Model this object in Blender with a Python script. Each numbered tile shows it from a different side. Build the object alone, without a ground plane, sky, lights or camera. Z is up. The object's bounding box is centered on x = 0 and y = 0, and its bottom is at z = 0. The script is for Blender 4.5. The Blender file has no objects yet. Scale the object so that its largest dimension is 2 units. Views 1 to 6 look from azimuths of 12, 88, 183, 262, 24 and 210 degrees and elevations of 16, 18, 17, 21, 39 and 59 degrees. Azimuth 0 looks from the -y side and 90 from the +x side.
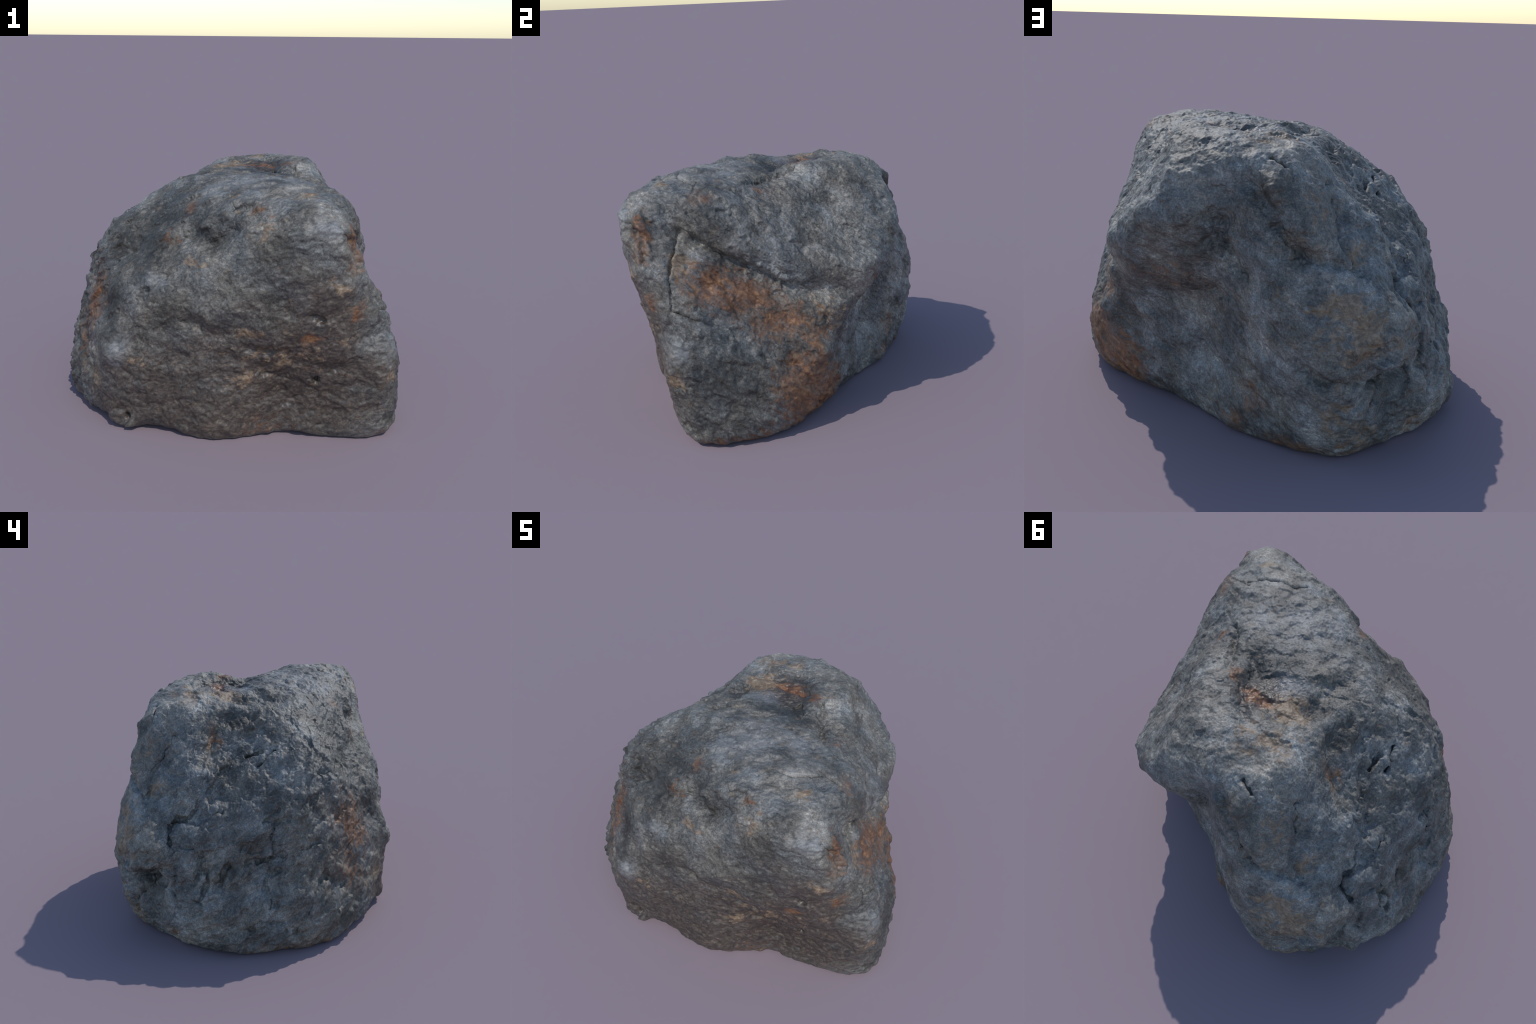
"""A weathered grey boulder: overhanging front corner, hollow on the top, a
ledge over a rusty recess on its right flank, blocky fractures on the left."""
import bpy, bmesh
import numpy as np

DETAIL = 9            # icosphere subdivisions

# ----------------------------------------------------------------------------
# 1. Landmarks of the surface (metres), face by face.
# ----------------------------------------------------------------------------
FOOT = [  # where the stone meets the ground
    (.97, -.38, .02), (.93, -.54, .02), (.81, -.60, .01), (.63, -.635, .02),
    (.43, -.64, .03), (.17, -.75, .01), (-.02, -.795, .01), (-.30, -.75, .05),
    (-.43, -.815, .03), (-.60, -.685, .06), (-.74, -.585, .06), (-.90, -.40, .03),
    (-.94, -.20, .01), (-.95, .05, .01), (-.93, .21, .01), (-.83, .40, .01),
    (-.69, .55, .01), (-.46, .745, .01), (-.33, .76, .01), (-.14, .70, .01),
    (.08, .60, .03), (.30, .39, .02), (.47, .25, .02), (.78, .02, .01), (.93, -.18, .02)]
UNDERSIDE = [(0, 0, 0), (.45, -.2, 0), (-.45, -.2, 0), (-.45, .3, 0), (.1, .3, 0),
             (.75, -.3, 0), (.05, -.5, 0), (-.75, .05, 0), (.5, -.45, 0), (-.3, -.5, 0), (-.15, .5, 0)]
FRONT = [
    (-.242, -.665, .985), (-.215, -.648, 1.072), (-.272, -.828, .848), (-.021, -.798, .96),
    (.06, -.752, 1.075), (.305, -.741, 1.269), (.165, -.709, 1.273), (-.248, -.52, 1.142),
    (-.096, -.581, 1.205), (-.151, -.458, 1.262), (-.453, -.807, .527), (-.23, -.83, .497),
    (-.181, -.828, .632), (-.338, -.826, .427), (-.406, -.767, .09), (-.022, -.799, .03),
    (.188, -.882, .773), (-.293, -.809, .247), (.24, -.827, .647), (.569, -.773, .62),
    (.793, -.725, .74), (.584, -.689, .354), (.821, -.659, .399), (.678, -.679, .44),
    (.229, -.78, .365), (.652, -.852, 1.232), (.703, -.813, .935), (.561, -.842, 1.262),
    (.336, -.828, 1.181), (-.309, -.814, .613), (-.437, -.755, .642), (-.514, -.70, .777),
    (-.51, -.80, .546), (-.50, -.83, .47), (.617, -.865, 1.036), (.54, -.876, 1.152),
    (.292, -.834, 1.07), (.375, -.866, .879), (-.055, -.84, .747), (.061, -.83, .452),
    (.063, -.813, .258), (-.331, -.49, 1.106), (-.526, -.527, .922), (-.407, -.539, .977),
    (.307, -.738, .426), (.47, -.64, .22), (.40, -.655, .28), (.41, -.825, .60), (.44, -.80, .55), (.46, -.735, .44), (.61, -.735, .485), (-.06, -.81, .48), (.135, -.80, .50), (.66, -.655, .28),
    (.72, -.85, 1.10), (.655, -.86, .99), (.45, -.835, .79), (.547, -.656, .28), (.649, -.675, .37), (.001, -.717, 1.145),
    (-.146, -.675, 1.04), (-.395, -.697, .873), (-.426, -.764, .706), (.45, -.67, .34), (.47, -.715, .46), (-.142, -.793, .214), (.737, -.677, .23), (.262, -.723, .088)]
CORNER = [  # front right edge, from the overhanging beak to the toe
    (.707, -.814, 1.213), (.784, -.771, .975), (.782, -.745, 1.05), (.696, -.765, 1.247),
    (.842, -.716, .931), (.754, -.696, 1.099), (.966, -.632, .408), (.966, -.632, .513),
    (.953, -.569, .60), (.896, -.61, .749), (.91, -.685, .47), (.92, -.67, .37), (.74, -.815, .94), (.99, -.45, .30), (.99, -.40, .18)]
TOP = [
    (.535, -.663, 1.317), (.206, -.011, 1.312), (-.054, .125, 1.327), (.279, .076, 1.349),
    (.314, .07, 1.348), (-.06, .058, 1.316), (.102, .134, 1.325), (-.049, -.36, 1.307),
    (.129, -.392, 1.325), (.533, -.521, 1.317), (.668, -.488, 1.301), (.455, -.208, 1.29),
    (.498, -.123, 1.255), (.414, .205, 1.343), (-.386, -.177, 1.235), (-.257, .142, 1.278),
    (-.227, .396, 1.298), (-.392, -.213, 1.22), (-.069, .532, 1.278), (-.029, .582, 1.247)]
RIGHT = [
    (.516, .383, 1.112), (.631, -.069, 1.13), (.575, .522, .946), (.518, .566, 1.022),
    (.648, .475, .876), (.911, -.545, .734),
    (.912, -.465, .715), (.788, -.568, .954), (.802, -.421, .835), (.763, .20, .467),
    (.73, .179, .538), (.814, .176, .435), (.751, .215, .629), (.836, .10, .333),
    (.716, -.205, .832), (.822, -.421, .813), (.89, -.376, .647), (.855, -.2, .57),
    (.81, 0, .53), (.93, -.2, .43), (.90, 0, .31), (.95, -.1, .15), (.97, -.25, .22),
    (.79, -.04, .605), (.833, -.022, .459), (.585, .10, 1.12), (.555, .22, 1.115),
    (.66, .10, 1.0), (.63, .25, .985), (.61, .37, .965), (.50, .10, 1.24), (.47, .25, 1.225),
    (.79, .05, .56), (.75, 0, .70), (.685, -.15, 1.075), (.70, -.27, 1.13), (.74, -.62, 1.14),
    (.62, .25, .36), (.66, .25, .47), (.83, -.66, .61), (.93, -.655, .30), (.68, -.77, .59), (.855, -.12, .545), (.915, -.10, .40), (.955, -.33, .47),
    (.723, .279, .677), (.704, .305, .66), (.825, .137, .401), (.58, .245, .068)]
LEDGE_LIP = [   # edge of the overhanging upper block, front to back
    (.745, -.565, 1.165), (.75, -.48, 1.17), (.75, -.421, 1.106), (.75, -.351, 1.062), (.752, -.279, 1.03),
    (.752, -.157, .965), (.755, -.096, .94), (.758, -.04, .888), (.745, .094, .884), (.728, .223, .868),
    (.70, .378, .866), (.668, .465, .896)]
LEDGE_UNDER = [  # lower edge of the thick lip
    (.748, -.49, 1.105), (.748, -.42, 1.055), (.743, -.345, 1.005), (.74, -.275, .975), (.738, -.16, .915),
    (.738, -.10, .89), (.738, -.04, .845), (.737, .06, .815), (.727, .16, .80), (.70, .30, .79)]
LEDGE_CREASE = [  # where its underside runs into the recess
    (.735, -.57, 1.09), (.71, -.49, 1.065), (.705, -.42, 1.015), (.695, -.345, .965), (.685, -.275, .935),
    (.675, -.16, .872), (.675, -.10, .845), (.69, -.04, .80), (.71, .06, .765), (.705, .16, .745), (.68, .30, .74)]
RECESS = [  # flat rusty floor just below the crease
    (.755, -.49, 1.035), (.755, -.42, .985), (.735, -.345, .935), (.72, -.275, .905), (.705, -.16, .845),
    (.712, -.10, .815), (.725, -.03, .765), (.74, .06, .73), (.735, .16, .71)]
LOBE = [  # bulge that overhangs the back, right of the hollow
    (.46, .53, 1.105), (.40, .535, 1.185), (.34, .50, 1.255), (.27, .535, 1.25), (.20, .56, 1.265),
    (.12, .57, 1.28), (.02, .56, 1.295), (.41, .61, .96), (.32, .64, 1.0), (.25, .645, 1.04), (.27, .61, 1.13), (.36, .61, 1.10), (.17, .585, 1.0),
    (.58, .53, .845), (.40, .545, .83), (.27, .57, .865), (.44, .61, 1.09), (.56, .57, .93), (.38, .555, 1.215), (.39, .63, 1.02), (.16, .56, .86), (.125, .58, 1.11), (.45, .44, .645), (.29, .42, .60), (.15, .52, .645)]
RIM = [  # crest round the hollow
    (.38, .2, 1.365), (.26, .2, 1.358), (.1, .3, 1.355), (-.1, .22, 1.337), (-.14, .38, 1.325),
    (.1, .45, 1.325), (.04, .52, 1.30), (.38, .36, 1.32), (.3, -.25, 1.325), (.3, -.5, 1.325)]
CAVE = [
    (-.56, .67, .38), (-.58, .668, .227), (-.54, .728, .239), (-.56, .785, .45), (-.45, .825, .30),
    (-.45, .815, .131), (-.66, .63, .27), (-.72, .545, .119), (-.61, .57, .37), (-.78, .62, .21), (-.62, .77, .475), (-.665, .77, .50), (-.76, .61, .15), (-.64, .69, .49)]
BACK = [
    (-.642, .639, .687), (-.417, .684, .86), (-.238, .737, .917),
    (-.122, .569, 1.239), (-.073, .663, 1.189), (-.307, .477, 1.137), (-.338, .52, 1.05),
    (-.374, .606, .958), (-.442, .576, .868), (-.482, .503, .92), (-.638, .733, .575),
    (-.45, .792, .683), (-.388, .845, .54), (-.446, .796, .623), (-.347, .768, .712),
    (-.277, .782, .765), (.035, .661, .978), (-.074, .723, .868), (-.003, .649, .215),
    (.101, .606, .049), (.19, .46, .42), (.17, .475, .34), (.08, .585, .42), (.30, .41, .42), (-.2, .675, 1.09), (-.13, .735, .95), (-.18, .81, .71), (.24, .42, .31), (-.26, .735, .96), (.054, .658, .696), (.426, .344, .273), (.395, .375, .108),
    (-.043, .708, .888), (-.088, .689, .892), (.413, .368, .596), (-.36, .88, .47), (-.25, .83, .2), (-.15, .755, .15)]
LEFT = [
    (-.637, .434, .765), (-.611, .532, .699), (-.709, .534, .642), (-.945, .008, .305),
    (-.858, -.03, .512), (-.803, .056, .527), (-.592, -.293, 1.087), (-.677, .132, .848),
    (-.607, .205, .856), (-.626, .267, .853), (-.40, .21, 1.085), (-.62, -.018, .98),
    (-.49, .052, 1.044), (-.549, -.009, 1.013), (-.405, .022, 1.12), (-.58, .166, .913),
    (-.804, .269, .565), (-.921, .10, .30), (-.789, .35, .522), (-.695, .305, .802),
    (-.819, .383, .492), (-.75, -.205, .912), (-.627, .347, .768),
    (-.785, .367, .565), (-.97, -.15, .2), (-.965, -.15, .36), (-.90, -.2, .53),
    (-.86, -.2, .64), (-.83, -.25, .75), (-.92, -.34, .25), (-.88, -.33, .40), (-.86, -.32, .55),
    (-.663, -.354, 1.004), (-.689, -.557, .547), (-.713, -.398, .755), (-.665, -.536, .70),
    (-.637, -.497, .883), (-.575, -.603, .74), (-.611, -.714, .276), (-.63, -.702, .169),
    (-.677, -.526, .658), (-.785, .06, .78), (-.53, .33, .985), (-.71, .385, .715), (-.83, .15, .60), (-.79, -.465, .46),
    (-.735, -.525, .42), (-.55, -.64, .69), (-.26, -.27, 1.295), (-.32, -.38, 1.225), (-.80, .10, .735), (-.70, .60, .625), (-.48, -.625, .845), (-.547, -.384, 1.08), (-.80, .155, .68), (-.665, -.654, .318)]

CENTRE = np.array([.05, 0., .80])


def closed_curve(points, steps):
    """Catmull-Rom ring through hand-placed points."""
    p = np.array(points)
    a, b, c, d = np.roll(p, 1, 0), p, np.roll(p, -1, 0), np.roll(p, -2, 0)
    ring = []
    for t in np.linspace(0, 1, steps, endpoint=False):
        ring.append(.5 * (2 * b + (c - a) * t + (2 * a - 5 * b + 4 * c - d) * t ** 2
                          + (3 * b - a - 3 * c + d) * t ** 3))
    return [tuple(v) for v in np.stack(ring, 1).reshape(-1, 3)]


def open_curve(points, steps):
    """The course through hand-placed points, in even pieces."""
    p = np.array(points)
    t = np.linspace(0, len(p) - 1, (len(p) - 1) * steps + 1)
    return [tuple(v) for v in np.stack([np.interp(t, range(len(p)), p[:, i]) for i in range(3)], 1)]


LANDMARKS = np.array(closed_curve(FOOT, 3) + UNDERSIDE + FRONT + CORNER + TOP + RIM + RIGHT
                     + open_curve(LEDGE_LIP, 2) + open_curve(LEDGE_CREASE, 2)
                     + open_curve(LEDGE_UNDER, 2) + open_curve(RECESS, 2)
                     + LOBE + CAVE + BACK + LEFT)


def unit(v):
    return v / np.linalg.norm(v, axis=1, keepdims=True)


class RadialSurface:
    """Radius over directions from CENTRE, stretched through the landmarks."""
    def __init__(self, pts, stiff=0.0006):
        d = pts - CENTRE
        self.dirs = unit(d)
        r = np.linalg.norm(d, axis=1)
        k = np.linalg.norm(self.dirs[:, None] - self.dirs[None], axis=2)
        n = len(r)
        a = np.zeros((n + 4, n + 4))
        a[:n, :n] = k - stiff * np.eye(n)
        p = np.c_[np.ones(n), self.dirs]
        a[:n, n:] = p
        a[n:, :n] = p.T
        self.w = np.linalg.solve(a, np.r_[np.log(r), np.zeros(4)])

    def radius(self, dirs):
        out = np.empty(len(dirs))
        for i in range(0, len(dirs), 20000):
            q = dirs[i:i + 20000]
            k = np.sqrt(np.maximum(2 - 2 * q @ self.dirs.T, 0))
            out[i:i + 20000] = np.c_[k, np.ones(len(q)), q] @ self.w
        return np.exp(out)
#---END-BASE

# ----------------------------------------------------------------------------
# 2. Creases, cracks and ridges: name -> (depth, half width, course)
#    positive depth cuts in, negative raises a rib.
# ----------------------------------------------------------------------------
RIGHT_STROKES = {
    "long_crack": (.012, .006, [(.53, -.47, 1.32), (.66, -.49, 1.3), (.70, -.52, 1.24), (.72, -.53, 1.18),
                   (.73, -.56, 1.13), (.74, -.57, 1.08), (.79, -.61, .98), (.83, -.62, .91), (.85, -.62, .84), (.89, -.62, .75)]),
    "slab_edge": (.014, .010, [(.89, -.62, .75), (.91, -.56, .73), (.92, -.49, .70), (.90, -.42, .67), (.89, -.37, .63), (.90, -.33, .59)]),
    "corner_groove": (.017, .012, [(.70, -.82, 1.21), (.72, -.79, 1.16), (.75, -.77, 1.08), (.79, -.74, 1.02), (.79, -.76, .97)]),
    "corner_rib": (-.010, .018, [(.71, -.775, 1.22), (.74, -.755, 1.16), (.77, -.73, 1.08), (.80, -.70, 1.02)]),
    "corner_notch": (.014, .03, [(.67, -.63, 1.27), (.71, -.62, 1.21), (.72, -.58, 1.16), (.73, -.56, 1.11)]),
    "flank_split": (.014, .010, [(.67, -.03, 1.1), (.66, .03, 1.11), (.65, .10, 1.12)]),
    "flank_nick": (.010, .008, [(.69, -.36, 1.21), (.68, -.32, 1.20)]),
    "flank_line": (.012, .010, [(.69, -.29, 1.18), (.71, -.23, 1.13)]),
    "stone_gap": (.022, .014, [(.67, .10, .71), (.68, .13, .68), (.72, .14, .62), (.74, .17, .60)]),
    "stone_line": (.012, .008, [(.76, .09, .55), (.75, .13, .56), (.74, .17, .57)]),
    "low_flank": (.012, .012, [(.89, -.17, .48), (.90, -.13, .43), (.86, .02, .40)]),
}
FRONT_STROKES = {
    "brow": (.012, .022, [(.16, -.735, 1.245), (.22, -.735, 1.245), (.30, -.76, 1.24)]),
    "brow_lip": (-.010, .025, [(.12, -.70, 1.275), (.22, -.71, 1.285), (.30, -.73, 1.28)]),
    "front_valley": (.026, .045, [(-.10, -.68, 1.10), (0, -.73, 1.09), (.06, -.75, 1.07), (.15, -.77, 1.14)]),
    "front_dip": (.014, .02, [(.57, -.82, .75), (.62, -.80, .73)]),
    "front_fold": (.016, .03, [(.27, -.81, .54), (.33, -.80, .52), (.45, -.78, .52)]),
    "front_sag": (.014, .04, [(-.05, -.84, .67), (.03, -.85, .63), (.12, -.84, .60)]),
    "left_edge": (.004, .014, [(-.66, -.37, .99), (-.66, -.42, .92), (-.62, -.52, .87), (-.56, -.63, .75), (-.56, -.71, .62), (-.53, -.78, .51), (-.54, -.78, .40)]),
    "bump_under": (.018, .025, [(-.19, -.79, .90), (-.28, -.82, .81), (-.32, -.80, .75)]),
    "pit": (.03, .018, [(.583, -.689, .358), (.588, -.688, .350)]),
    "drill_hole": (.05, .012, [(-.406, -.767, .078), (-.404, -.767, .072)]),
}
TOP_STROKES = {
    "top_valley": (.026, .045, [(-.21, -.21, 1.29), (-.16, -.09, 1.31), (-.16, .01, 1.31), (-.15, .06, 1.31)]),
    "notch": (.018, .04, [(-.31, -.01, 1.24), (-.30, .07, 1.24), (-.32, .11, 1.22)]),
    "brown_valley": (.014, .03, [(-.28, .13, 1.26), (-.34, .20, 1.18), (-.40, .25, 1.08), (-.47, .27, 1.0)]),
    "basin_wall": (.016, .028, [(.26, -.06, 1.32), (.21, -.02, 1.32), (.20, .08, 1.33), (.16, .22, 1.34), (.07, .28, 1.34)]),
    "basin_floor": (.010, .08, [(.16, .02, 1.32), (.10, .15, 1.33)]),
    "top_groove": (.020, .016, [(.45, -.21, 1.29), (.38, -.05, 1.31), (.33, .06, 1.34)]),
    "top_crack": (.014, .008, [(.55, -.49, 1.32), (.49, -.54, 1.33), (.43, -.57, 1.33), (.32, -.57, 1.32), (.27, -.63, 1.31)]),
    "edge_crack": (.012, .008, [(-.29, -.14, 1.27), (-.36, -.18, 1.24), (-.38, -.16, 1.23)]),
}
LEFT_STROKES = {  # blocky fractures
    "slit": (.020, .008, [(-.50, -.04, 1.08), (-.49, .05, 1.05)]),
    "slit_beside": (.020, .008, [(-.53, -.11, 1.09), (-.56, -.04, 1.03), (-.55, -.01, 1.01)]),
    "plate_edge": (.018, .012, [(-.66, .39, .74), (-.61, .48, .76), (-.61, .54, .71), (-.70, .54, .64)]),
    "block_top": (.016, .010, [(-.73, .47, .63), (-.75, .41, .62)]),
    "block_side": (.022, .012, [(-.77, .37, .60), (-.80, .38, .51), (-.82, .43, .44)]),
    "block_gap": (.028, .028, [(-.79, .10, .64), (-.79, .17, .61), (-.82, .22, .52), (-.85, .28, .43)]),
    "slot": (.032, .014, [(-.81, .05, .54), (-.83, -.01, .56), (-.86, -.09, .57)]),
    "step": (.020, .014, [(-.85, .01, .50), (-.88, .03, .44), (-.91, .04, .38)]),
    "block_crack": (.020, .010, [(-.82, .35, .49), (-.85, .38, .37)]),
    "block_foot": (.020, .012, [(-.81, .50, .32), (-.86, .40, .33)]),
    "nick": (.014, .008, [(-.88, -.06, .49), (-.89, -.09, .49)]),
    "plate_crack": (.014, .006, [(-.93, 0, .34), (-.95, .02, .26)]),
    "diagonal": (.018, .014, [(-.78, -.09, .82), (-.78, -.02, .78), (-.78, .06, .72)]),
    "diagonal_low": (.020, .014, [(-.79, -.05, .77), (-.81, -.03, .67)]),
    "diagonal_back": (.016, .012, [(-.60, .35, .84), (-.63, .41, .77), (-.60, .54, .72)]),
    "stone_arch": (.014, .014, [(-.96, .14, .18), (-.95, .08, .22), (-.97, -.08, .20)]),
    "hollow": (.018, .03, [(-.88, -.32, .43), (-.86, -.38, .39), (-.84, -.44, .33)]),
    "shelf": (.014, .014, [(-.68, -.34, .98), (-.64, -.41, .97)]),
    "pillar_edge": (.016, .014, [(-.75, .53, .49), (-.75, .55, .37), (-.80, .53, .29)]),
    "rib_gap": (.016, .013, [(-.77, .41, .59), (-.79, .39, .54), (-.81, .41, .47), (-.80, .49, .40)]),
    "low_gap": (.014, .012, [(-.81, .35, .50), (-.84, .36, .43), (-.86, .39, .35)]),
    "left_seam": (.012, .013, [(-.55, .29, .95), (-.59, .29, .89), (-.70, .29, .78), (-.69, .23, .80)]),
    "upper_seam": (.012, .014, [(-.58, .21, .91), (-.61, .26, .86), (-.62, .29, .86)]),
    "slanting_seam": (.012, .012, [(-.80, -.08, .80), (-.83, -.04, .70), (-.85, -.03, .59)]),
    "bent_seam": (.012, .012, [(-.79, .04, .78), (-.81, -.05, .76), (-.83, -.04, .70)]),
    "short_seam": (.012, .012, [(-.88, -.17, .59), (-.86, -.26, .63), (-.84, -.30, .63)]),
    "low_seam": (.010, .014, [(-.95, -.23, .29), (-.97, -.18, .21), (-.98, -.10, .11)]),
}
BACK_STROKES = {
    "back_pit": (.016, .03, [(-.08, .71, 1.01), (-.12, .72, .99), (-.17, .73, .97)]),
    "lobe_seam": (.012, .016, [(.30, .57, .88), (.20, .58, .92), (.14, .59, .96)]),
    "lobe_edge": (-.008, .02, [(.36, .50, 1.25), (.27, .51, 1.28), (.15, .49, 1.31)]),
    "back_crack": (.014, .012, [(-.30, .45, 1.17), (-.33, .52, 1.05), (-.37, .61, .95), (-.41, .62, .89), (-.46, .66, .82)]),
    "back_crease": (.022, .024, [(-.20, .73, .91), (-.31, .72, .89), (-.42, .68, .85)]),
    "back_valley": (.030, .035, [(.02, .62, 1.19), (-.02, .66, 1.13), (-.09, .68, 1.05), (-.13, .70, .95), (-.21, .74, .90)]),
    "top_slit": (.014, .008, [(-.06, .53, 1.28), (-.12, .56, 1.24)]),
    "under_block": (.030, .025, [(-.23, .84, .44), (-.32, .86, .40), (-.44, .84, .39), (-.58, .67, .34), (-.61, .67, .40), (-.69, .65, .46)]),
    "cave": (.034, .035, [(-.64, .59, .43), (-.595, .65, .39), (-.56, .69, .37)]),
    "cave_roof": (-.016, .020, [(-.56, .80, .47), (-.63, .765, .49), (-.67, .69, .505), (-.70, .61, .54)]),
    "cleft": (.020, .016, [(-.58, .68, .32), (-.54, .73, .25), (-.50, .77, .20), (-.51, .75, .11)]),
    "back_notch": (.030, .035, [(.14, .57, .99), (.15, .58, .92), (.10, .61, .85), (.05, .66, .79)]),
    "back_fold": (.015, .025, [(.26, .46, .65), (.20, .49, .65), (.11, .58, .67)]),
    "lobe_fold": (.008, .03, [(.50, .40, .64), (.42, .37, .59), (.28, .42, .60)]),
    "side_fold": (.014, .03, [(.11, .60, .58), (.07, .65, .50), (.04, .67, .37), (-.09, .74, .28)]),
}
STROKES = {**RIGHT_STROKES, **FRONT_STROKES, **TOP_STROKES, **LEFT_STROKES, **BACK_STROKES}
GRAIN = np.array([.30, -.57, -.76]) / np.linalg.norm([.30, -.57, -.76])   # normal of the rock's foliation


# ----------------------------------------------------------------------------
# 3. Noise
# ----------------------------------------------------------------------------
_perm = np.random.default_rng(7).permutation(4096)
_grad = np.random.default_rng(8).normal(size=(4096, 3))
_grad /= np.linalg.norm(_grad, axis=1, keepdims=True)


def _hash(i, j, k):
    return _perm[(_perm[(_perm[i & 4095] + j) & 4095] + k) & 4095]


def perlin(p):
    c = np.floor(p).astype(np.int64)
    f = p - c
    u = f * f * f * (f * (f * 6 - 15) + 10)
    out = np.zeros(len(p))
    for dx in (0, 1):
        for dy in (0, 1):
            for dz in (0, 1):
                g = _grad[_hash(c[:, 0] + dx, c[:, 1] + dy, c[:, 2] + dz)]
                w = (np.where(dx, u[:, 0], 1 - u[:, 0]) * np.where(dy, u[:, 1], 1 - u[:, 1])
                     * np.where(dz, u[:, 2], 1 - u[:, 2]))
                out += w * ((f[:, 0] - dx) * g[:, 0] + (f[:, 1] - dy) * g[:, 1] + (f[:, 2] - dz) * g[:, 2])
    return out * 1.6


def fractal(p, octaves, gain=.5, ridged=False):
    total, amp = np.zeros(len(p)), 1.
    for i in range(octaves):
        n = perlin(p * 2. ** i + 17.3 * i)
        total += amp * ((.5 - np.abs(n)) if ridged else n)
        amp *= gain
    return total


def chipped(p, size, sharp=9.):
    """Planar chips: every jittered cell tilts the surface its own way."""
    q = p / size
    c = np.floor(q).astype(np.int64)
    num, den = np.zeros(len(p)), np.full(len(p), 1e-9)
    for dx in (-1, 0, 1):
        for dy in (-1, 0, 1):
            for dz in (-1, 0, 1):
                h = _hash(c[:, 0] + dx, c[:, 1] + dy, c[:, 2] + dz)
                g = _grad[h]
                d = q - (c + np.array([dx, dy, dz]) + .5 + .42 * _grad[(h + 991) & 4095])
                w = np.exp(-sharp * np.einsum('ij,ij->i', d, d))
                num += w * (np.einsum('ij,ij->i', d, g) + .35 * g[:, 0])
                den += w
    return num / den * size


def stroke_depth(p, course, width, reach=3.):
    """Smooth 0..1 closeness of points to a polyline."""
    c = np.array(course)
    near = np.all((p > c.min(0) - reach * width) & (p < c.max(0) + reach * width), axis=1)
    out = np.zeros(len(p))
    q = p[near]
    if not len(q):
        return out
    best = np.full(len(q), 1e9)
    for a, b in zip(c[:-1], c[1:]):
        t = np.clip((q - a) @ (b - a) / max((b - a) @ (b - a), 1e-9), 0, 1)
        best = np.minimum(best, np.linalg.norm(q - a - t[:, None] * (b - a), axis=1))
    out[near] = np.exp(-(best / width) ** 2)
    return out


def soft_step(x, lo, hi):
    t = np.clip((x - lo) / (hi - lo), 0, 1)
    return t * t * (3 - 2 * t)


def mesh_normals(me, p):
    me.vertices.foreach_set("co", p.ravel())
    me.update()
    n = np.empty(len(p) * 3)
    me.vertex_normals.foreach_get("vector", n)
    return n.reshape(-1, 3)


def stone_mesh():
    bm = bmesh.new()
    bmesh.ops.create_icosphere(bm, subdivisions=DETAIL, radius=1)
    me = bpy.data.meshes.new("boulder")
    bm.to_mesh(me)
    bm.free()
    dirs = np.empty(len(me.vertices) * 3)
    me.vertices.foreach_get("co", dirs)
    dirs = unit(dirs.reshape(-1, 3))
    p = CENTRE + dirs * RadialSurface(LANDMARKS).radius(dirs)[:, None]

    # creases and ribs, their course wandering a little
    n = mesh_normals(me, p)
    wander = np.stack([fractal(p * 22 + o, 3) for o in (0, 31, 57)], 1) * .012
    cut = np.zeros(len(p))
    for depth, width, course in STROKES.values():
        k = .35 if width < .012 else 1.
        cut += 1.5 * depth * stroke_depth(p + k * wander, course, 1.15 * width)
    p = p - n * cut[:, None]

    # relief: chips (strongest on the left and back), foliation, grain
    n = mesh_normals(me, p)
    blocky = soft_step(-p[:, 0], .25, .6)                               # left flank
    calm = soft_step(p[:, 1], .3, .55) * (1 - .8 * blocky)              # smooth back
    polished = soft_step(-p[:, 1], .55, .78) * soft_step(1.2 - p[:, 2], 0, .3)  # dull smooth front
    warp = p + wander
    q = warp + 1.8 * (warp @ GRAIN)[:, None] * GRAIN
    relief = chipped(q, .20, 12.) * .07 * (1 - .5 * polished)
    relief += chipped(q + 5, .10, 13.) * (.07 + .10 * blocky - .03 * calm) * (1 - .8 * polished)
    relief += chipped(q + 9, .036, 12.) * (.035 + .015 * blocky - .02 * calm) * (1 - .85 * polished)
    relief += .0085 * fractal(warp * 9, 4, .55) * (1 + .5 * polished)
    fol = p + 5 * (p @ GRAIN)[:, None] * GRAIN + 2 * wander
    relief += .0024 * fractal(fol * 9, 4, .5, ridged=True) * (1 - .8 * polished)
    relief += .0008 * fractal(p * 90, 2)
    ground = soft_step(p[:, 2], .0, .04)
    p = p + n * (relief * (.35 + .65 * ground))[:, None]
    p[:, 2] = np.maximum(p[:, 2], .004)
    me.vertices.foreach_set("co", p.ravel())
    me.update()
    me.shade_smooth()
    return me


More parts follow.
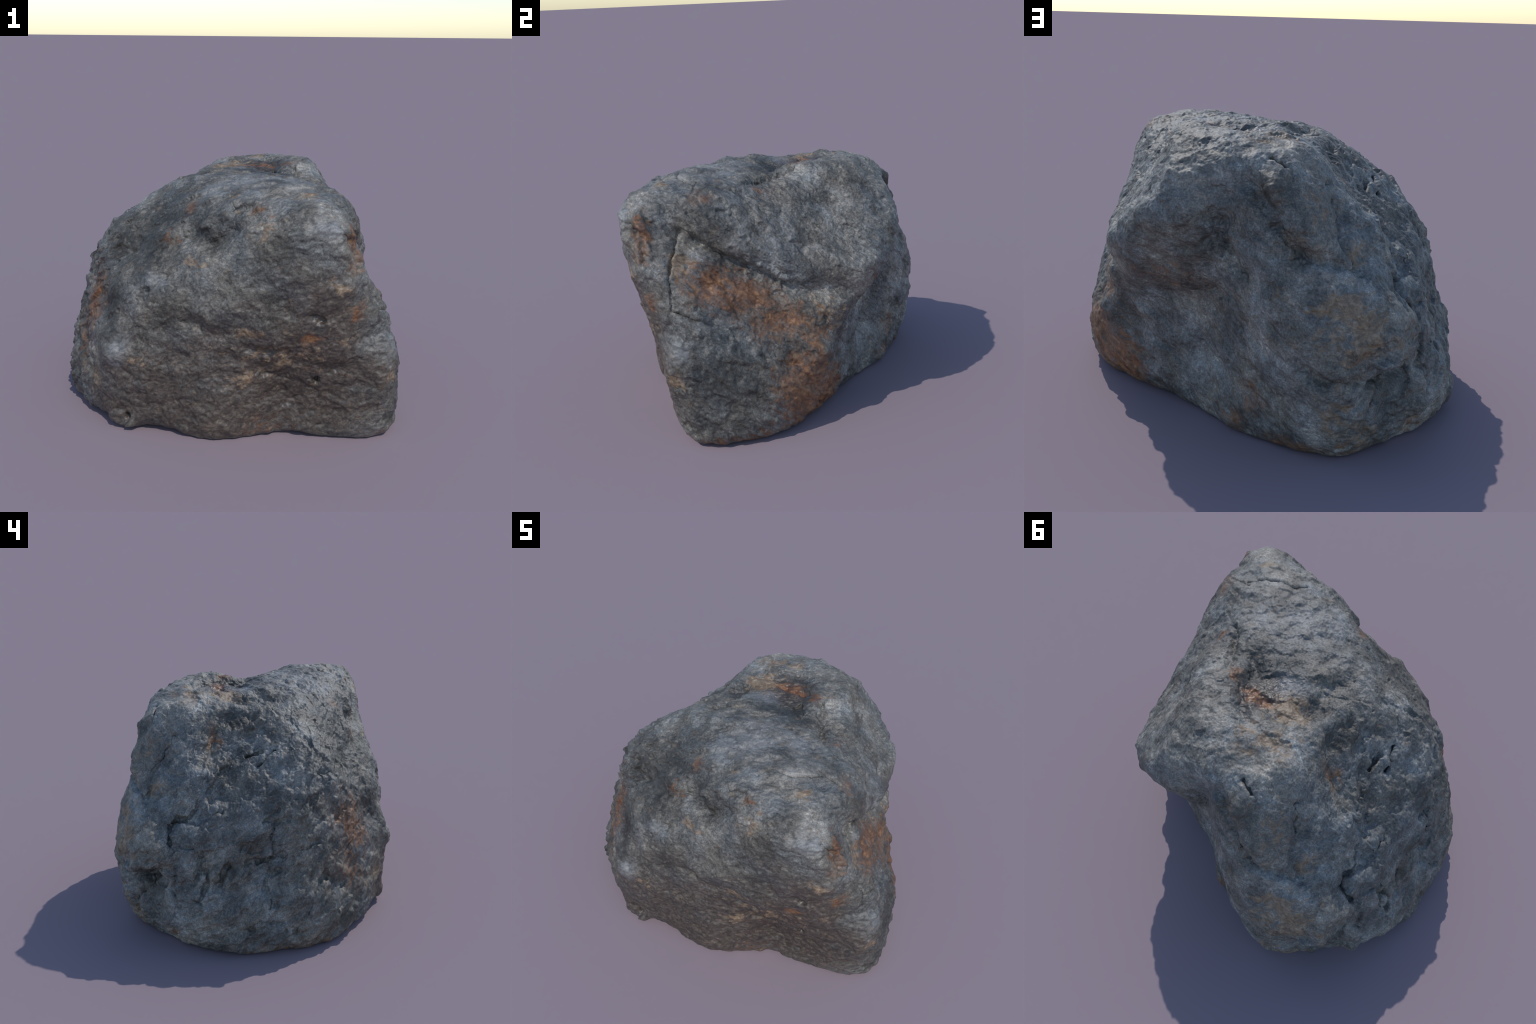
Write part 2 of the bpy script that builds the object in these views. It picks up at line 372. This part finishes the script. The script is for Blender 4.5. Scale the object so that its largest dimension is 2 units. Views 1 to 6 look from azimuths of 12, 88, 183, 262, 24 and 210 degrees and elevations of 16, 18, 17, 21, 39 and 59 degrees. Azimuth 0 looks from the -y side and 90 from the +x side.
# ----------------------------------------------------------------------------
# 4. Material
# ----------------------------------------------------------------------------
class Nodes:
    def __init__(self, tree):
        self.t = tree
        tree.nodes.clear()

    def add(self, kind, **kw):
        n = self.t.nodes.new(kind)
        for k, v in kw.items():
            setattr(n, k, v)
        return n

    def link(self, a, b):
        self.t.links.new(a, b)

    def put(self, sock, v):
        if isinstance(v, bpy.types.NodeSocket):
            self.link(v, sock)
        else:
            sock.default_value = v

    def math(self, op, a, b=0., c=0., clamp=False):
        n = self.add("ShaderNodeMath", operation=op, use_clamp=clamp)
        for s, v in zip(n.inputs, (a, b, c)):
            self.put(s, v)
        return n.outputs[0]

    def vec(self, op, a, b=(0, 0, 0)):
        n = self.add("ShaderNodeVectorMath", operation=op)
        self.put(n.inputs[0], a)
        self.put(n.inputs[1], b)
        return n.outputs[1] if op in ("LENGTH", "DOT_PRODUCT", "DISTANCE") else n.outputs[0]

    def noise(self, vec, scale, detail=6., rough=.55, color=False, distort=0.):
        n = self.add("ShaderNodeTexNoise")
        self.put(n.inputs["Vector"], vec)
        n.inputs["Scale"].default_value = scale
        n.inputs["Detail"].default_value = detail
        n.inputs["Roughness"].default_value = rough
        n.inputs["Distortion"].default_value = distort
        return n.outputs["Color" if color else "Fac"]

    def smooth(self, v, lo, hi):
        n = self.add("ShaderNodeMapRange", interpolation_type='SMOOTHSTEP')
        self.put(n.inputs["Value"], v)
        n.inputs["From Min"].default_value = lo
        n.inputs["From Max"].default_value = hi
        return n.outputs[0]

    def ramp(self, v, stops):
        n = self.add("ShaderNodeValToRGB")
        cr = n.color_ramp
        while len(cr.elements) < len(stops):
            cr.elements.new(.5)
        for e, (pos, col) in zip(cr.elements, stops):
            e.position = pos
            e.color = (*col, 1)
        self.put(n.inputs[0], v)
        return n.outputs[0]

    def mix(self, fac, a, b, blend='MIX'):
        n = self.add("ShaderNodeMix", data_type='RGBA', blend_type=blend)
        self.put(n.inputs[0], fac)
        for s, v in ((n.inputs[6], a), (n.inputs[7], b)):
            self.put(s, (*v, 1) if isinstance(v, tuple) and len(v) == 3 else v)
        return n.outputs[2]


# stains: centre, radii, strength
RUST = [  # orange iron stain
    ((.80, -.42, .84), (.14, .14, .10), 1.1), ((.80, -.25, .77), (.14, .18, .09), 1.1), ((.80, -.06, .63), (.14, .17, .10), 1.),
    ((.77, .12, .50), (.08, .08, .10), .8), ((.76, -.745, 1.10), (.05, .05, .14), .9), ((.80, -.73, .75), (.04, .04, .06), 1.),
    ((.57, -.775, .62), (.055, .05, .04), 1.1), ((.31, -.76, 1.25), (.06, .05, .03), .8), ((.29, .08, 1.35), (.05, .05, .04), .8),
    ((.12, .13, 1.32), (.09, .05, .05), 1.0), ((-.68, -.54, .64), (.10, .18, .20), .95), ((-.74, -.48, .42), (.12, .16, .16), .6),
    ((.86, .06, .24), (.16, .18, .22), 1.3), ((.70, .16, .15), (.20, .14, .18), 1.2), ((-.01, .65, .22), (.07, .07, .08), .7),
    ((.10, .61, .08), (.10, .06, .07), .6), ((-.20, -.66, 1.06), (.05, .05, .05), .55), ((-.1, -.58, 1.21), (.04, .05, .05), .6),
    ((.35, -.72, .06), (.14, .06, .07), .55), ((.93, -.30, .03), (.10, .26, .05), .7), ((-.72, .55, .07), (.12, .12, .06), .6),
    ((-.92, -.05, .04), (.06, .30, .05), .7), ((-.25, .72, .04), (.25, .12, .05), .7), ((.68, -.46, 1.28), (.04, .07, .04), .7),
    ((.40, .45, .75), (.20, .1, .08), .45), ((.50, -.12, 1.27), (.05, .06, .04), .55), ((-.36, .22, 1.14), (.06, .05, .12), .6)]
OCHRE = [  # dry tan crust
    ((-.45, .79, .62), (.15, .10, .13), 1.), ((-.40, .77, .72), (.14, .08, .05), 1.), ((-.06, .11, 1.33), (.09, .07, .05), 1.6),
    ((-.10, .33, 1.33), (.20, .08, .05), .7), ((.79, -.57, .95), (.05, .06, .07), 1.), ((.535, -.66, 1.32), (.04, .03, .03), 1.2),
    ((-.62, -.71, .27), (.06, .05, .06), 1.1), ((.24, -.825, .65), (.08, .04, .03), .9), ((.23, -.78, .365), (.09, .04, .04), .9),
    ((.966, -.63, .40), (.05, .05, .05), 1.), ((-.44, .58, .88), (.05, .06, .05), .9), ((-.25, .58, 1.05), (.10, .10, .16), .5),
    ((-.50, .77, .11), (.06, .07, .11), .9), ((-.38, .83, .26), (.08, .06, .08), .7), ((.72, .18, .62), (.08, .12, .10), .7),
    ((-.02, -.80, .96), (.05, .05, .04), .8), ((.33, -.84, 1.17), (.05, .04, .05), .8), ((-.37, .24, 1.06), (.05, .05, .10), .8),
    ((.70, -.81, .93), (.05, .04, .04), .7), ((-.34, -.83, .43), (.05, .03, .03), .7), ((.45, -.75, .50), (.22, .05, .12), .45)]
PALE = [  # pale patches
    ((.64, -.85, 1.21), (.09, .06, .07), .9), ((-.46, -.81, .49), (.08, .06, .09), .9), ((-.26, -.80, .87), (.10, .08, .06), .8),
    ((.96, -.60, .54), (.05, .08, .12), .7), ((-.01, -.02, 1.32), (.08, .07, .04), .8), ((.45, .35, 1.2), (.2, .3, .12), .3),
    ((.70, -.05, 1.05), (.12, .35, .18), .7), ((.80, -.30, .80), (.10, .22, .12), .55), ((.35, -.78, 1.30), (.30, .08, .06), .5), ((.15, -.40, 1.32), (.38, .26, .06), .7), ((-.62, -.35, 1.06), (.08, .15, .1), .4)]
SOIL = [
    ((.10, -.80, .18), (.75, .14, .22), .9), ((.78, -.70, .45), (.16, .10, .35), .7),  # brown film, thickest low on the front
    ((.45, -.76, .36), (.60, .18, .42), 1.1), ((.62, -.80, .78), (.22, .10, .22), .8), ((-.15, -.80, .30), (.45, .12, .32), .8),
    ((-.45, -.76, .15), (.25, .12, .18), .7), ((.10, .12, 1.325), (.15, .12, .05), .8), ((.5, -.84, .95), (.15, .06, .12), .5)]


DARK = [  # dark patches
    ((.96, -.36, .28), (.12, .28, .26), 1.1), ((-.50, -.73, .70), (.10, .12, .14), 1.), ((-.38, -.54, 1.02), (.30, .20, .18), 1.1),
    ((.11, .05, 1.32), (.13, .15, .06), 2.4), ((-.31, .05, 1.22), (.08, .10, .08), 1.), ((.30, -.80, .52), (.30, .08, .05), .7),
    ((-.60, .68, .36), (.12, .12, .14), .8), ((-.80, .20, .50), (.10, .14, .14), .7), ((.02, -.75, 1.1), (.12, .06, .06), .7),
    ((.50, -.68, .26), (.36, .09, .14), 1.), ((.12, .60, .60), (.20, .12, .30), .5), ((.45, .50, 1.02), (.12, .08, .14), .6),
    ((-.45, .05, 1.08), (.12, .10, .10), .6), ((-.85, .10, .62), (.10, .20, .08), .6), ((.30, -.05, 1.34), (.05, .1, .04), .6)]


def stone_material():
    mat = bpy.data.materials.new("weathered_stone")
    mat.use_nodes = True
    g = Nodes(mat.node_tree)
    obj = g.add("ShaderNodeTexCoord").outputs["Object"]
    warp = g.vec('SUBTRACT', g.noise(obj, 9, 5, color=True), (.5, .5, .5))
    pos = g.vec('ADD', obj, g.vec('MULTIPLY', warp, (.11, .11, .11)))
    # foliated coordinates: stretched along the grain planes
    along = g.vec('DOT_PRODUCT', obj, tuple(GRAIN))
    comb = g.add("ShaderNodeCombineXYZ")
    for i in range(3):
        g.put(comb.inputs[i], g.math('MULTIPLY', along, .8 * GRAIN[i]))
    fol = g.vec('ADD', pos, comb.outputs[0])

    broad = g.noise(pos, 3.2, 8, .6)
    cloud = g.noise(pos, 6.5, 10, .66)
    fine = g.noise(fol, 36, 8, .70)
    speck = g.noise(obj, 130, 3, .6)
    tone = .5
    for tex, gain in ((broad, .55), (cloud, .55), (fine, .72), (speck, .45)):
        tone = g.math('MULTIPLY_ADD', g.math('SUBTRACT', tex, .5), gain, tone)
    col = g.ramp(tone, [(.12, (.014, .014, .014)), (.36, (.048, .049, .049)), (.52, (.112, .115, .117)), (.68, (.22, .225, .228)), (.88, (.52, .52, .51))])
    # colour lightened towards the back, with a noisy edge
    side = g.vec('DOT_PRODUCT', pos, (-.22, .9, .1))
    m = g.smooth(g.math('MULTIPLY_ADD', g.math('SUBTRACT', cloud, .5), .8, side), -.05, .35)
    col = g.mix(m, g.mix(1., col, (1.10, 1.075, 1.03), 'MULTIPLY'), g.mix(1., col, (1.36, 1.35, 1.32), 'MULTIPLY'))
    # bluish and greenish drift
    hue = g.noise(pos, 5, 4)
    col = g.mix(g.smooth(hue, .35, .65), g.mix(1., col, (.99, 1.0, .985), 'MULTIPLY'), g.mix(1., col, (1.10, 1.0, .86), 'MULTIPLY'))

    def stain(blobs, edge_noise, ragged):
        total = None
        for c, r, k in blobs:
            r = tuple(v * 1.25 for v in r)
            d = g.vec('LENGTH', g.vec('MULTIPLY', g.vec('SUBTRACT', pos, c), tuple(1 / v for v in r)))
            m = g.math('MULTIPLY', g.math('SUBTRACT', 1.25, d), k)
            total = m if total is None else g.math('MAXIMUM', total, m)
        return g.math('ADD', total, g.math('MULTIPLY', g.math('SUBTRACT', edge_noise, .5), ragged))

    patch = g.noise(fol, 16, 9, .7)
    # dark areas with ragged edges
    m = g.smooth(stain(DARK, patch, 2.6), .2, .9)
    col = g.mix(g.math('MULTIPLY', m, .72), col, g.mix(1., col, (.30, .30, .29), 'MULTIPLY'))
    # soil film
    m = g.smooth(stain(SOIL, cloud, 2.2), 0., .85)
    soil = g.ramp(fine, [(.32, (.018, .013, .010)), (.5, (.060, .042, .031)), (.68, (.15, .11, .085))])
    col = g.mix(g.math('MULTIPLY', m, .82), col, soil)
    film = m
    # pale areas
    m = g.smooth(stain(PALE, cloud, 2.), .2, 1.1)
    col = g.mix(g.math('MULTIPLY', m, .55), col, g.ramp(fine, [(.3, (.14, .145, .15)), (.7, (.38, .39, .40))]))
    # scattered tan flecks everywhere
    m = g.smooth(g.noise(g.vec('ADD', fol, (3.1, 7.7, 1.3)), 13, 9, .72), .58, .68)
    col = g.mix(g.math('MULTIPLY', m, .5), col, (.23, .155, .09))
    # ochre crust
    m = g.smooth(stain(OCHRE, patch, 5.), .25, .9)
    col = g.mix(g.math('MULTIPLY', m, .72), col, g.ramp(fine, [(.3, (.10, .068, .040)), (.5, (.25, .165, .095)), (.7, (.44, .33, .22))]))
    # rust
    m = g.smooth(stain(RUST, patch, 3.4), .1, 1.15)
    rust = g.ramp(g.noise(fol, 22, 8, .7), [(.32, (.045, .022, .012)), (.47, (.17, .065, .022)), (.58, (.30, .13, .045)), (.72, (.42, .26, .12))])
    col = g.mix(g.math('MULTIPLY', m, .80), col, rust)

    silk = g.add("ShaderNodeCombineXYZ")
    for i in range(3):
        g.put(silk.inputs[i], g.math('MULTIPLY', along, 5. * GRAIN[i]))
    silk = g.vec('ADD', pos, silk.outputs[0])
    height = g.math('ADD', g.math('MULTIPLY', g.noise(silk, 24, 9, .66), .65), g.math('MULTIPLY', g.noise(obj, 110, 4, .6), .35))
    bump = g.add("ShaderNodeBump")
    g.put(bump.inputs["Strength"], g.math('MULTIPLY_ADD', film, -.2, .30))
    bump.inputs["Distance"].default_value = .012
    g.put(bump.inputs["Height"], height)
    bsdf = g.add("ShaderNodeBsdfPrincipled")
    g.put(bsdf.inputs["Base Color"], col)
    g.put(bsdf.inputs["Normal"], bump.outputs[0])
    g.put(bsdf.inputs["Roughness"], g.math('MULTIPLY_ADD', film, -.10, g.math('MULTIPLY_ADD', fine, .34, .38)))
    bsdf.inputs["Specular IOR Level"].default_value = .65
    out = g.add("ShaderNodeOutputMaterial")
    g.link(bsdf.outputs[0], out.inputs[0])
    return mat


def build():
    me = stone_mesh()
    me.materials.append(stone_material())
    ob = bpy.data.objects.new("boulder", me)
    bpy.context.collection.objects.link(ob)
    ob["label"] = "large rough grey boulder with ledges and rusty stains"
    ob["category"] = "rock"


build()
